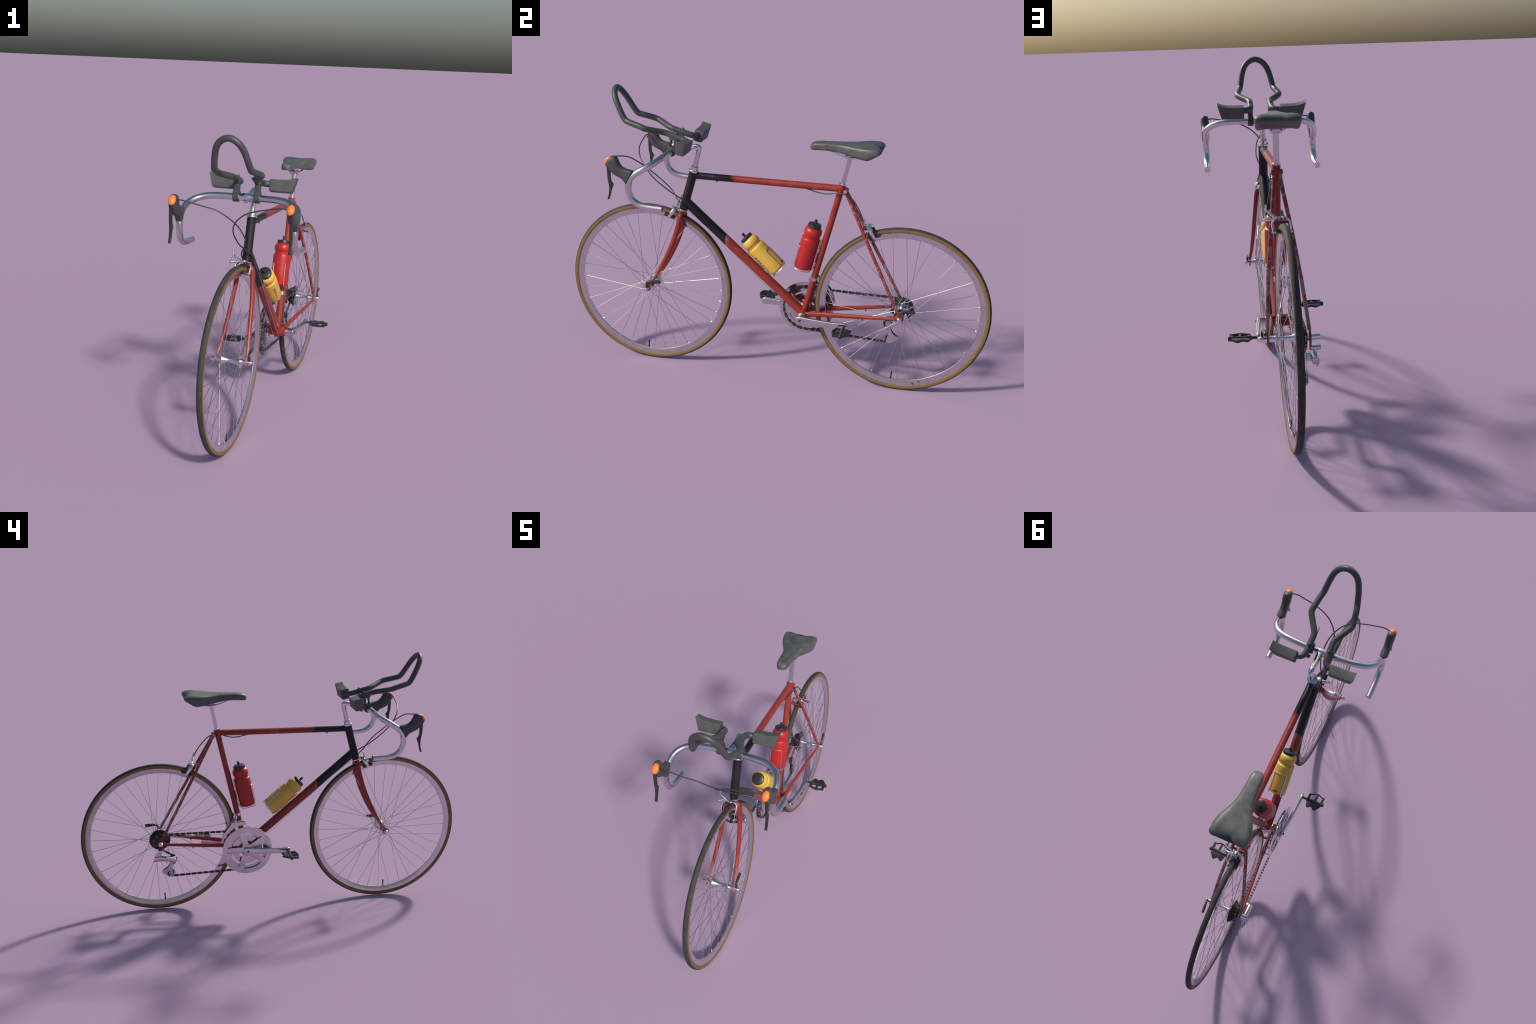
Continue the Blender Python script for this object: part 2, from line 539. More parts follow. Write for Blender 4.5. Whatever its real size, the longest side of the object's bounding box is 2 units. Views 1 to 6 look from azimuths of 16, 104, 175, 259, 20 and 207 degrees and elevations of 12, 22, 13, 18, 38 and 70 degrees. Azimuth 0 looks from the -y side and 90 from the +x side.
g.join(box((0, -0.482, 1.059), (0.016, 0.016, 0.014), y=(0, 0.8, 0.6), z=(0, -0.6, 0.8), bev=0.003))
part('stem_clamp', g, M_CHROME, stem)

# ---------------------------------------------------------------- handlebar
handlebar = group('handlebar', bike)
half = [(0.000, -0.4690, 1.0720), (0.065, -0.4705, 1.0720), (0.120, -0.4735, 1.0715), (0.163, -0.4790, 1.0690), (0.200, -0.4910, 1.0605),
        (0.226, -0.5120, 1.0490), (0.241, -0.5410, 1.0330), (0.2455, -0.5720, 1.0125), (0.2460, -0.5925, 0.9890), (0.2460, -0.6005, 0.9600),
        (0.2460, -0.5985, 0.9285), (0.2460, -0.5850, 0.8985), (0.2460, -0.5600, 0.8790), (0.2460, -0.5280, 0.8710), (0.2460, -0.4900, 0.8685),
        (0.2460, -0.4465, 0.8670)]
h = spline(half, 0.008)
full = [V((-p.x, p.y, p.z)) for p in reversed(h)] + h[1:]
part('drop_bar', tube(full, 0.0141, n=20, side=None), M_BAR, handlebar)
part('bar_sleeve', lathe([(-0.032, 0.0130), (-0.031, 0.0152), (0.031, 0.0152), (0.032, 0.0130)], (0, -0.469, 1.072), (1, 0, 0), 24), M_CHROME, handlebar)

for s in (1, -1):
    X = 0.2465 * s
    # rubber hood: elliptical sections between a top and a bottom edge
    edges = [((-0.5770, 1.0290), (-0.6120, 0.9690), 0.0165), ((-0.5900, 1.0325), (-0.6185, 0.9790), 0.0175), ((-0.6030, 1.0345), (-0.6280, 0.9895), 0.0172),
             ((-0.6220, 1.0410), (-0.6480, 0.9985), 0.0172), ((-0.6330, 1.0520), (-0.6660, 1.0070), 0.0180), ((-0.6400, 1.0660), (-0.6790, 1.0190), 0.0188),
             ((-0.6455, 1.0790), (-0.6870, 1.0350), 0.0192), ((-0.6510, 1.0880), (-0.6970, 1.0475), 0.0190), ((-0.6610, 1.0905), (-0.7010, 1.0560), 0.0178),
             ((-0.6720, 1.0890), (-0.7010, 1.0640), 0.0150)]
    secs = []
    for (ty, tz), (by, bz), w in edges:
        c = V((X, (ty + by) / 2, (tz + bz) / 2)); up = V((0, (ty - by) / 2, (tz - bz) / 2))
        sec = []
        for k in range(20):
            a = 2 * PI * k / 20
            ca, sa = math.cos(a), math.sin(a)
            q = 0.5 + 0.32 * min(1.0, len(secs) / 4)   # boxy where it grips the bar
            sec.append(c + V((s, 0, 0)) * (w * math.copysign(abs(ca) ** q, ca)) + up * math.copysign(abs(sa) ** q, sa))
        secs.append(sec)
    part('brake_hood', loft(secs), M_RUBBER, handlebar, smooth=60)
    capn = V((0, -0.77, 0.64))
    g = ellipsoid((X, -0.6885, 1.0685), (0.0165, 0, 0), V((0, 0.64, 0.77)) * 0.0240, capn * 0.0130)
    part('orange_cap', g, M_ORANGE, handlebar, smooth=70)
    # brake lever with its thumb spur
    blade = [(-0.7020, 1.0535), (-0.6940, 1.0400), (-0.6935, 1.0050), (-0.6925, 0.9850), (-0.6880, 0.9600), (-0.6870, 0.9380), (-0.6905, 0.9150), (-0.6975, 0.8955),
             (-0.6955, 0.8915), (-0.6900, 0.8925), (-0.6830, 0.9150), (-0.6770, 0.9380), (-0.6675, 0.9608), (-0.6785, 0.9760), (-0.6795, 0.9950), (-0.6790, 1.0200), (-0.6700, 1.0420), (-0.6800, 1.0560)]
    xm = X + 0.005 * s
    part('brake_lever', plate(blade, xm - 0.0062, xm + 0.0062, 0.0022), M_PLASTIC, handlebar, smooth=50)

# ------------------------------------------------------------ triathlon bars
aero = group('aero_bar', bike)
half = [(0.000, -0.7400, 1.3365), (0.020, -0.7390, 1.3310), (0.0395, -0.7340, 1.3170), (0.0540, -0.7235, 1.2960), (0.0645, -0.7075, 1.2650),
        (0.0735, -0.6840, 1.2230), (0.0770, -0.6720, 1.2080), (0.0830, -0.6500, 1.2005), (0.0920, -0.5960, 1.1865), (0.0935, -0.5820, 1.1815), (0.0880, -0.5680, 1.1765), (0.0700, -0.5400, 1.1680),
        (0.0520, -0.5120, 1.1600), (0.0460, -0.4980, 1.1560), (0.0450, -0.4650, 1.1470), (0.0460, -0.4300, 1.1370), (0.0475, -0.4120, 1.1315), (0.0540, -0.3990, 1.1275),
        (0.0660, -0.3915, 1.1250), (0.0800, -0.3890, 1.1240), (0.0860, -0.3890, 1.1240)]
h = spline(half, 0.008)
full = [V((-p.x, p.y, p.z)) for p in reversed(h)] + h[1:]
part('aero_extension', tube(full, 0.0135, n=20), M_RUBBER, aero, smooth=60)

for s in (1, -1):
    secs = []
    for xt, xb, dz in ((0.0775, 0.0775, 0.0), (0.115, 0.112, -0.0005), (0.150, 0.145, 0.0010), (0.168, 0.157, 0.0045), (0.1925, 0.1745, 0.0130)):
        secs.append([(s * xt, -0.399, 1.149 + dz), (s * xt, -0.3555, 1.1385 + dz), (s * xb, -0.3685, 1.0905), (s * (xb - 0.001), -0.3790, 1.0895), (s * xb, -0.4095, 1.0985)])
    part('arm_pad', loft(secs).bevel(0.0035, 3, 28), M_PAD, aero, smooth=50)
    X = 0.0455 * s
    tilt = V((0, 0.26, -0.966)); fwd = V((0, -0.966, -0.26))
    clamp = box((X, -0.4640, 1.0880), (0.0245, 0.046, 0.016), y=(0, 0.985, -0.17), z=(0, 0.17, 0.985), bev=0.0025)
    clamp.join(lathe([(-0.0125, 0.0195), (-0.011, 0.0212), (0.011, 0.0212), (0.0125, 0.0195)], (X, -0.4690, 1.0715), (1, 0, 0), 12))
    for yy in (-0.4725, -0.4510):
        clamp.join(box((X, yy, 1.1120), (0.0215, 0.0065, 0.044), y=(0, 0.985, -0.17), z=(0, 0.17, 0.985), bev=0.0015))
    clamp.join(box((X, -0.4580, 1.1330), (0.0235, 0.040, 0.014), y=(0, 0.966, -0.26), z=(0, 0.26, 0.966), bev=0.003))
    clamp.join(box((X, -0.4350, 1.0635), (0.018, 0.014, 0.012), bev=0.002))
    part('bar_clamp', clamp, M_RUBBER, aero)
    g = lathe([(0.0, 0.0058), (0.017, 0.0058), (0.0195, 0.0046), (0.0208, 0.0020)], (X, -0.4475, 1.1415), (0, 0.2, 0.98), 14)
    part('clamp_bolt', g, M_RUBBER, aero)
    fin = [(-0.468, 1.133), (-0.440, 1.126), (-0.458, 1.148), (-0.535, 1.1665), (-0.506, 1.150)]
    part('clamp_fin', plate(fin, s * 0.0335, s * 0.0365, 0.0006), M_RUBBER, aero)

# ----------------------------------------------------------------- seat post
seat = group('seat', bike)
post_dir = V((0, 0.233, 0.9725)).normalized()
p0, p1 = V((0, 0.3035, 0.965)), V((0, 0.3335, 1.0985))
post = tube([p0, p1], [(0.0118, 0.0103), (0.0118, 0.0103)], side=(1, 0, 0), n=24)
for i, q in enumerate(post.v):                 # shallow flutes at the sides
    a = (i % 24)
    if a in (5, 6, 7, 17, 18, 19):
        axis = p0 + post_dir * (q - p0).dot(post_dir)
        q += (axis - q) * 0.10
part('seat_post', post, M_SATIN, seat)
part('seat_collar', lathe([(0, 0.0125), (0, 0.0162), (0.003, 0.0164), (0.0038, 0.0125)], (0, 0.3045, 0.9735), SEAT_DIR, 22), M_CHROME, seat)
g = box((0, 0.3355, 1.1010), (0.030, 0.050, 0.012), bev=0.003).join(lathe([(-0.021, 0.007), (-0.019, 0.0085), (0.019, 0.0085), (0.021, 0.007)], (0, 0.335, 1.0955), (1, 0, 0), 14))
part('saddle_clamp', g, M_SATIN, seat)
for s in (1, -1):
    rail = spline([(s * 0.006, 0.182, 1.137), (s * 0.009, 0.215, 1.130), (s * 0.016, 0.262, 1.120), (s * 0.0205, 0.305, 1.1045), (s * 0.0215, 0.360, 1.1005), (s * 0.028, 0.395, 1.108), (s * 0.040, 0.440, 1.142)], 0.01)
    part('saddle_rail', tube(rail, 0.0033, n=8), M_WIRE, seat)

# saddle shell: sections across x, lofted along y
#      y      half-w  z-top   z-skirt  corner roundness
SAD = [(0.1545, 0.0040, 1.1375, 1.1290), (0.1575, 0.0130, 1.1455, 1.1245), (0.1650, 0.0215, 1.1520, 1.1235), (0.1780, 0.0265, 1.1565, 1.1240), (0.2000, 0.0288, 1.1590, 1.1255),
       (0.2350, 0.0300, 1.1600, 1.1265), (0.2700, 0.0325, 1.1605, 1.1255), (0.3050, 0.0395, 1.1610, 1.1200), (0.3350, 0.0500, 1.1615, 1.1145), (0.3650, 0.0640, 1.1625, 1.1105),
       (0.3900, 0.0750, 1.1650, 1.1080), (0.4150, 0.0815, 1.1665, 1.1060), (0.4300, 0.0825, 1.1668, 1.1130), (0.4420, 0.0825, 1.1655, 1.1215), (0.4520, 0.0825, 1.1630, 1.1285), (0.4590, 0.0808, 1.1595, 1.1335),
       (0.4645, 0.0762, 1.1550, 1.1370), (0.4680, 0.0675, 1.1505, 1.1400)]
secs = []
for y, w, zt, zb in SAD:
    hgt = zt - zb
    sec = []
    n_top = 18
    for k in range(n_top + 1):                   # rounded crown, left to right
        a = PI * k / n_top
        c, sn = math.cos(a), math.sin(a)
        x = w * math.copysign(abs(c) ** 0.55, c)
        z = zb + hgt * 0.58 + hgt * 0.42 * sn ** 0.62
        z -= 0.0050 * max(0.0, 1 - (abs(x) / max(0.75 * w, 1e-4)) ** 2) * min(1.0, max(0.0, (y - 0.30) / 0.12))   # slight dish at the back
        sec.append((x, y, z))
    for k, (fx, fz) in enumerate(((-1.0, 0.40), (-0.985, 0.22), (-0.94, 0.06), (-0.85, 0.0), (-0.6, 0.06), (0.6, 0.06), (0.85, 0.0), (0.94, 0.06), (0.985, 0.22), (1.0, 0.40))):
        sec.append((w * fx, y, zb + hgt * fz))
    t = min(1, max(0, (y - 0.42) / 0.05))
    secs.append([(x, yy + t * (0.017 * math.sin(min(1.0, abs(x) / 0.050) * PI / 2) ** 1.5 - 0.011), z) for x, yy, z in sec])
part('saddle', loft(secs), M_SADDLE, seat, smooth=55)

# ------------------------------------------------------------------- wheels
TYRE = [(-0.0085, 0.3745), (-0.0111, 0.3800), (-0.0126, 0.3860), (-0.0121, 0.3925), (-0.0096, 0.3963), (-0.0050, 0.3991), (0.0, 0.4000),
        (0.0050, 0.3991), (0.0096, 0.3963), (0.0121, 0.3925), (0.0126, 0.3860), (0.0111, 0.3800), (0.0085, 0.3745)]
TYRE_SLOT = [1, 1, 1, 0, 0, 0, 0, 0, 0, 1, 1, 1, 1]
RIM = [(-0.0088, 0.3778), (-0.0096, 0.3768), (-0.0094, 0.3745), (-0.0030, 0.3520), (-0.0016, 0.3508), (0.0016, 0.3508), (0.0030, 0.3520), (0.0094, 0.3745),
       (0.0096, 0.3768), (0.0088, 0.3778)]
tyre_mesh = build_mesh('tyre', ring_profile(TYRE, 144, TYRE_SLOT), [M_TREAD, M_WALL], 50)
rim_mesh = {False: build_mesh('rim', ring_profile(RIM, 144), [M_RIM], 32), True: build_mesh('rim', ring_profile(RIM, 144), [M_RIM_DIRTY], 32)}
spoke_mesh = build_mesh('spoke', rod((0, 0, 0), (0, 0, 1), 0.00125, n=6).join(lathe([(0.965, 0.0013), (0.966, 0.0017), (1.0, 0.0017)], (0, 0, 0), (0, 0, 1), 6)), [M_SPOKE])


def make_wheel(centre, flange_l, flange_r, flange_rad, hub, valve_ang, rear, cross):
    w = group('wheel', bike, (0, *centre))
    place('tyre', tyre_mesh, w)
    place('rim', rim_mesh[rear], w)
    part('hub', hub, M_CHROME, w)
    va = V((0, math.cos(valve_ang), math.sin(valve_ang)))
    g = lathe([(0, 0.0042), (0.006, 0.0042), (0.0065, 0.0032), (0.022, 0.0032), (0.024, 0.0040), (0.035, 0.0036), (0.0365, 0.0015)], va * 0.3505, -va, 10)
    part('valve', g, M_PLASTIC, w)
    for i in range(36):
        ang = 2 * PI * i / 36
        left = i % 2 == 0
        lead = (i // 2) % 2 == 1
        a2 = ang + math.radians(cross if lead else -cross)
        fx = flange_l if left else flange_r
        fx += 0.0015 if lead else -0.0015
        a = V((fx, flange_rad * math.cos(a2), flange_rad * math.sin(a2)))
        b = V((0.0012 if left else -0.0012, 0.3515 * math.cos(ang), 0.3515 * math.sin(ang)))
        d = b - a
        q = d.to_track_quat('Z', 'Y').to_matrix().to_4x4()
        place('spoke', spoke_mesh, w, Matrix.Translation(a) @ q @ Matrix.Diagonal((1, 1, d.length, 1)))
    return w


def hub_profile(xs):
    return lathe(xs, (0, 0, 0), (1, 0, 0), 24)

def mirrored(half):
    return hub_profile([(-x, r) for x, r in reversed(half)] + half)

front_hub = mirrored([(0.0020, 0.0105), (0.0120, 0.0118), (0.0250, 0.0165), (0.0350, 0.0215), (0.0382, 0.0225), (0.0386, 0.0278), (0.0422, 0.0278), (0.0426, 0.0140), (0.0480, 0.0120), (0.0540, 0.0112),
                      (0.0545, 0.0100), (0.0640, 0.0100), (0.0642, 0.0060), (0.0702, 0.0060), (0.0705, 0.0100), (0.0860, 0.0098), (0.0905, 0.0076), (0.0930, 0.002)])
rear_hub = hub_profile([(-0.1120, 0.002), (-0.1100, 0.0080), (-0.1050, 0.0110), (-0.0770, 0.0112), (-0.0760, 0.0062), (-0.0260, 0.0062), (-0.0255, 0.0170), (-0.0225, 0.0180), (-0.0222, 0.0300),
                        (-0.0188, 0.0300), (-0.0180, 0.0150), (-0.0080, 0.0100), (0.0140, 0.0085), (0.0150, 0.0068), (0.0360, 0.0068), (0.0420, 0.0110), (0.0448, 0.0130), (0.0450, 0.0290), (0.0484, 0.0290),
                        (0.0488, 0.0120), (0.0500, 0.0112), (0.0680, 0.0112), (0.0690, 0.0070), (0.0758, 0.0070), (0.0760, 0.0112), (0.1010, 0.0110), (0.1055, 0.0080), (0.1080, 0.002)])
fw = make_wheel(FRONT, 0.0403, -0.0403, 0.0247, front_hub, math.atan2(-0.35, -0.029), False, 79.6)
rw = make_wheel(REAR, 0.0465, -0.0205, 0.0262, rear_hub, math.atan2(-0.35, -0.028), True, 72)
# quick-release levers
for w, x, dy, dz in ((fw, 0.078, 0.059, 0.037), (rw, 0.0935, 0.060, 0.037)):
    pts = spline([(x, 0, 0.004), (x, 0.001, 0.022), (x - 0.001, 0.005, 0.032), (x - 0.002, 0.014, 0.0362), (x - 0.005, 0.036, dz), (x - 0.008, dy + 0.003, dz)], 0.003)
    part('quick_release_lever', tube(pts, [(0.0048, 0.0050), (0.0046, 0.0050), (0.0044, 0.0056), (0.0056, 0.0080), (0.0064, 0.0090), (0.0060, 0.0082)], side=(1, 0, 0), n=12, dome=True), M_PLASTIC, w, smooth=60)

# --------------------------------------------------------------- drivetrain
drive = group('drivetrain', bike)
RY, RZ = BB
XR = -0.0655
R_GUARD, R_CHAIN = 0.1310, 0.1070


def annulus(x0, x1, r0, r1, n=96):
    return ring_profile([(x0, r0), (x0, r1 - 0.0008), (x0 * 0.5 + x1 * 0.5, r1), (x1, r1 - 0.0008), (x1, r0)], n).moved((0, RY, RZ))

part('chain_guard', annulus(XR - 0.002, XR + 0.002, 0.1035, R_GUARD), M_SATIN, drive)
sp = Geo()
for k in range(5):
    a = math.radians(72 * k)
    d = V((0, math.cos(a), math.sin(a))); t = V((0, -math.sin(a), math.cos(a)))
    arm = Geo()
    c = V((XR, RY, RZ))
    w0, w1 = 0.0165, 0.0150
    q = [c + d * 0.012 - t * w0, c + d * 0.106 - t * w1, c + d * 0.106 + t * w1, c + d * 0.012 + t * w0]
    top, bot = V((-0.0032, 0, 0)), V((0.0022, 0, 0))
    arm.add([p + top for p in q] + [p + bot for p in q], [(0, 1, 2, 3), (7, 6, 5, 4), (0, 4, 5, 1), (1, 5, 6, 2), (2, 6, 7, 3), (3, 7, 4, 0)])
    sp.join(arm.bevel(0.0012))
sp.join(lathe([(-0.0150, 0.0150), (-0.0042, 0.0165), (-0.0040, 0.0330), (-0.0030, 0.0345), (0.003, 0.0345), (0.014, 0.020)], (XR, RY, RZ), (1, 0, 0), 32))
part('spider', sp, M_SATIN, drive)
part('chainring', gear(-0.0580, RY, RZ, 0.1050, 48, 0.002, 0.0030, 0.086), M_SATIN, drive)
part('chainring', gear(-0.0520, RY, RZ, 0.0815, 39, 0.0015, 0.0030, 0.048), M_SATIN, drive)
for k in range(5):
    a = math.radians(72 * k)
    part('chainring_bolt', rod((XR - 0.005, RY + 0.094 * math.cos(a), RZ + 0.094 * math.sin(a)), (-0.046, RY + 0.094 * math.cos(a), RZ + 0.094 * math.sin(a)), 0.0048, n=10), M_CHROME, drive)
part('bottom_bracket_axle', rod((-0.080, RY, RZ), (0.080, RY, RZ), 0.0085).join(lathe([(0.040, 0.018), (0.042, 0.0215), (0.050, 0.0215), (0.052, 0.017)], (0, RY, RZ), (1, 0, 0), 22))
     .join(lathe([(-0.040, 0.018), (-0.042, 0.0215), (-0.047, 0.0215), (-0.049, 0.017)], (0, RY, RZ), (1, 0, 0), 22)), M_SATIN, drive)

CRANK = 0.2080
for s, dirn in ((-1, -1), (1, 1)):              # right crank points forwards, left one backwards
    secs = []
    for u, xc, th, wd in ((-0.022, 0.0775, 0.0090, 0.0085), (-0.018, 0.0775, 0.0110, 0.0155), (0.0, 0.0775, 0.0115, 0.0190), (0.030, 0.0805, 0.0110, 0.0172), (0.080, 0.0865, 0.0098, 0.0158),
                          (0.150, 0.091, 0.0095, 0.0145), (0.195, 0.093, 0.0095, 0.0165), (CRANK, 0.093, 0.0095, 0.0180), (CRANK + 0.010, 0.093, 0.0090, 0.0145), (CRANK + 0.015, 0.093, 0.0075, 0.0075)):
        sec = []
        for k in range(16):
            a = 2 * PI * k / 16
            c, sn = math.cos(a), math.sin(a)
            e = 0.5
            sec.append((s * xc + 0.75 * th * math.copysign(abs(c) ** e, c), RY + dirn * u, RZ + wd * math.copysign(abs(sn) ** e, sn)))
        secs.append(sec)
    boss = lathe([(0.050, 0.0150), (0.052, 0.0180), (0.072, 0.0185), (0.0735, 0.0160)], (0, RY, RZ), (s, 0, 0), 22)
    part('crank_arm', loft(secs).join(boss), M_SATIN, drive, smooth=50)
    part('crank_bolt', rod((s * 0.080, RY, RZ), (s * 0.0905, RY, RZ), 0.0052, n=14), M_PLASTIC, drive)
    py = RY + dirn * CRANK
    ped = lathe([(0.098, 0.0058), (0.117, 0.0058), (0.119, 0.0100), (0.132, 0.0100), (0.136, 0.0088), (0.192, 0.0080), (0.197, 0.0098), (0.206, 0.0088), (0.2075, 0.0070)], (0, py, RZ), (s, 0, 0), 14)
    # scalloped solid plate behind the axle
    star = [(0.122, 0.0), (0.124, 0.018), (0.128, 0.034), (0.135, 0.040), (0.142, 0.037), (0.150, 0.030), (0.158, 0.031), (0.166, 0.040), (0.173, 0.043), (0.180, 0.037), (0.188, 0.026), (0.195, 0.018), (0.196, 0.0)]
    n_ = len(star)
    vs = [V((s * x, py + y, RZ - 0.0045)) for x, y in star] + [V((s * x, py + y, RZ + 0.0045)) for x, y in star]
    fs = [tuple(range(n_)), tuple(range(2 * n_ - 1, n_ - 1, -1))] + [(i, (i + 1) % n_, n_ + (i + 1) % n_, n_ + i) for i in range(n_)]
    ped.join(Geo().add(vs, fs).bevel(0.0015, 2, 25))
    # strap in front of the axle, on three ribs
    strap = spline([(s * 0.121, py - 0.029, RZ), (s * 0.136, py - 0.033, RZ), (s * 0.156, py - 0.041, RZ), (s * 0.170, py - 0.041, RZ), (s * 0.186, py - 0.034, RZ), (s * 0.200, py - 0.034, RZ)], 0.004)
    ped.join(tube(strap, (0.0029, 0.0078), side=(0, 1, 0), n=10))
    for xx, yy in ((0.126, -0.030), (0.161, -0.040), (0.194, -0.034)):
        ped.join(box((s * xx, py + yy / 2, RZ), (0.0115, abs(yy), 0.0110), bev=0.0015))
    part('pedal', ped, M_PLASTIC, drive)

# cassette
gcx = Geo()
for i in range(7):
    gcx.join(gear(-0.0310 - 0.0047 * i, *REAR, 0.0555 - 0.0036 * i, 32 - 2 * i, 0.0024, 0.0026, 0.020, 4))
gcx.join(lathe([(-0.026, 0.024), (-0.030, 0.030), (-0.062, 0.0235), (-0.064, 0.018)], (0, *REAR), (1, 0, 0), 20))
part('cassette', gcx, M_SPROCKET, drive)

# chain path: belt round chainring, sprocket and the two jockey wheels (y, z plane)
UP, LOW = (0.5380, 0.3020), (0.5490, 0.2275)
CIRC = [((RY, RZ), R_CHAIN, 1), (REAR, 0.0365, 1), (UP, 0.0185, -1), (LOW, 0.0210, 1)]


def tangent(A, B):
    (ca, ra, sa), (cb, rb, sb) = A, B
    D = V((cb[0] - ca[0], cb[1] - ca[1])); psi = math.atan2(D.y, D.x)
    k = (sb * rb - sa * ra) / D.length
    for sg in (1, -1):
        ph = psi + sg * math.acos(k)
        n = V((math.cos(ph), math.sin(ph)))
        d = V((-n.y, n.x))
        pa, pb = V(ca) - n * (sa * ra), V(cb) - n * (sb * rb)
        if (pb - pa).dot(d) > 0:
            return pa, pb
    return pa, pb

path = []
tang = [tangent(CIRC[i], CIRC[(i + 1) % 4]) for i in range(4)]
for i in range(4):
    c, r, sgn = CIRC[i]
    a0 = tang[i - 1][1] - V(c); a1 = tang[i][0] - V(c)
    t0, t1 = math.atan2(a0.y, a0.x), math.atan2(a1.y, a1.x)
    if sgn > 0:
        while t1 > t0: t1 -= 2 * PI
    else:
        while t1 < t0: t1 += 2 * PI
    k = max(3, int(abs(t1 - t0) * r / 0.003))
    path += [V(c) + V((math.cos(t0 + (t1 - t0) * j / k), math.sin(t0 + (t1 - t0) * j / k))) * r for j in range(k + 1)]
    pa, pb = tang[i]
    k = max(2, int((pb - pa).length / 0.004))
    path += [pa + (pb - pa) * (j / k) for j in range(1, k)]
path.append(path[0].copy())
total = sum((path[i + 1] - path[i]).length for i in range(len(path) - 1))
N = int(round(total / 0.0152 / 2)) * 2
pitch = total / N
pts, acc, i, pos = [], 0.0, 0, 0.0
seglen = [(path[i + 1] - path[i]).length for i in range(len(path) - 1)]
for j in range(N):
    target = j * pitch
    while pos + seglen[i] < target and i < len(seglen) - 1:
        pos += seglen[i]; i += 1
    pts.append(path[i].lerp(path[i + 1], min(1, (target - pos) / max(seglen[i], 1e-9))))


def link_geo(xo, r, waist):
    g = Geo(); L = pitch
    ol = []
    for k in range(7):
        a = PI / 2 + PI * k / 6
        ol.append((r * math.cos(a), r * math.sin(a)))
    ol.append((L / 2, -waist))
    for k in range(7):
        a = -PI / 2 + PI * k / 6
        ol.append((L + r * math.cos(a), r * math.sin(a)))
    ol.append((L / 2, waist))
    for s in (1, -1):
        g.join(plate(ol, s * xo - 0.0006, s * xo + 0.0006))
    g.join(rod((-xo - 0.001, 0, 0), (xo + 0.001, 0, 0), 0.0030, n=8))
    return g

outer_link = build_mesh('chain_link', link_geo(0.0036, 0.0052, 0.0040), [M_SPROCKET])
inner_link = build_mesh('chain_link', link_geo(0.0023, 0.0042, 0.0030), [M_CHAIN])
chain = group('chain', bike)
for j in range(N):
    a, b = pts[j], pts[(j + 1) % N]
    x = -0.0560
    ang = math.atan2(b.y - a.y, b.x - a.x)
    place('chain_link', outer_link if j % 2 else inner_link, chain, Matrix.Translation((x, a.x, a.y)) @ Matrix.Rotation(ang, 4, 'X'))

# rear derailleur
rd = group('rear_derailleur', bike)
part('derailleur_hanger_bolt', lathe([(-0.0740, 0.0095), (-0.0960, 0.0100), (-0.1095, 0.0095), (-0.1110, 0.007)], (0, 0.604, 0.3620), (1, 0, 0), 18), M_SATIN, rd)
body = plate([(0.614, 0.367), (0.594, 0.364), (0.596, 0.340), (0.600, 0.326), (0.628, 0.322), (0.624, 0.336), (0.616, 0.348)], -0.0960, -0.0840, 0.003)
body.join(plate([(0.632, 0.331), (0.598, 0.333), (0.560, 0.326), (0.526, 0.322), (0.524, 0.303), (0.530, 0.297), (0.560, 0.305), (0.598, 0.309), (0.626, 0.306)], -0.1020, -0.0780, 0.004))
body.join(plate([(0.538, 0.322), (0.522, 0.320), (0.524, 0.292), (0.534, 0.286), (0.545, 0.292)], -0.0960, -0.0640, 0.003))
body.join(rod((-0.093, 0.626, 0.310), (-0.093, 0.640, 0.3065), 0.0042, n=10)).join(rod((-0.088, 0.572, 0.300), (-0.088, 0.570, 0.290), 0.0035, n=8))
part('derailleur_body', body, M_SATIN, rd)
cage = [(0.530, 0.318), (0.545, 0.319), (0.556, 0.305), (0.552, 0.290), (0.5525, 0.275), (0.562, 0.258), (0.577, 0.246), (0.591, 0.240), (0.590, 0.226), (0.574, 0.221), (0.566, 0.210),
        (0.550, 0.205), (0.536, 0.208), (0.535, 0.224), (0.541, 0.250), (0.538, 0.270), (0.534, 0.290), (0.526, 0.300)]
slot = [(0.5600, 0.2360), (0.5650, 0.2280), (0.5635, 0.2190), (0.5560, 0.2130), (0.5480, 0.2130), (0.5470, 0.2165), (0.5540, 0.2185), (0.5590, 0.2240), (0.5560, 0.2310), (0.5520, 0.2350), (0.5540, 0.2385)]
k0 = 12                                         # keyhole: outline, step in to the slot, back out
outer_plate = cage[:k0 + 1] + slot[4:] + slot[:5] + cage[k0:]
part('derailleur_cage', plate(outer_plate, -0.0655, -0.0640), M_SATIN, rd)
part('derailleur_cage', plate(cage, -0.0480, -0.0465, 0.0004), M_SATIN, rd)
for c, r in ((UP, 0.0205), (LOW, 0.0235)):
    part('jockey_wheel', gear(-0.0560, *c, r, 11, 0.006, 0.005, 0.005), M_PLASTIC, rd)

# front derailleur
fd = group('front_derailleur', bike)
seat_at = lambda z: 0.1476 + (z - 0.335) * 0.1539 / 0.627
g = lathe([(-0.008, 0.0142), (-0.008, 0.0168), (0.008, 0.0168), (0.008, 0.0142)], (0, seat_at(0.512), 0.512), SEAT_DIR, 20)
g.join(box((0.0, seat_at(0.512) + 0.020, 0.514), (0.012, 0.012, 0.014), bev=0.002))
part('derailleur_band', g, M_SATIN, fd)
g = plate([(0.207, 0.524), (0.216, 0.520), (0.222, 0.480), (0.209, 0.480), (0.203, 0.500)], -0.0300, -0.0180, 0.002)
g.join(plate([(0.199, 0.520), (0.206, 0.515), (0.212, 0.478), (0.203, 0.478)], -0.0480, -0.0400, 0.0015))
g.join(rod((-0.050, 0.209, 0.487), (-0.012, 0.209, 0.500), 0.006, n=10))
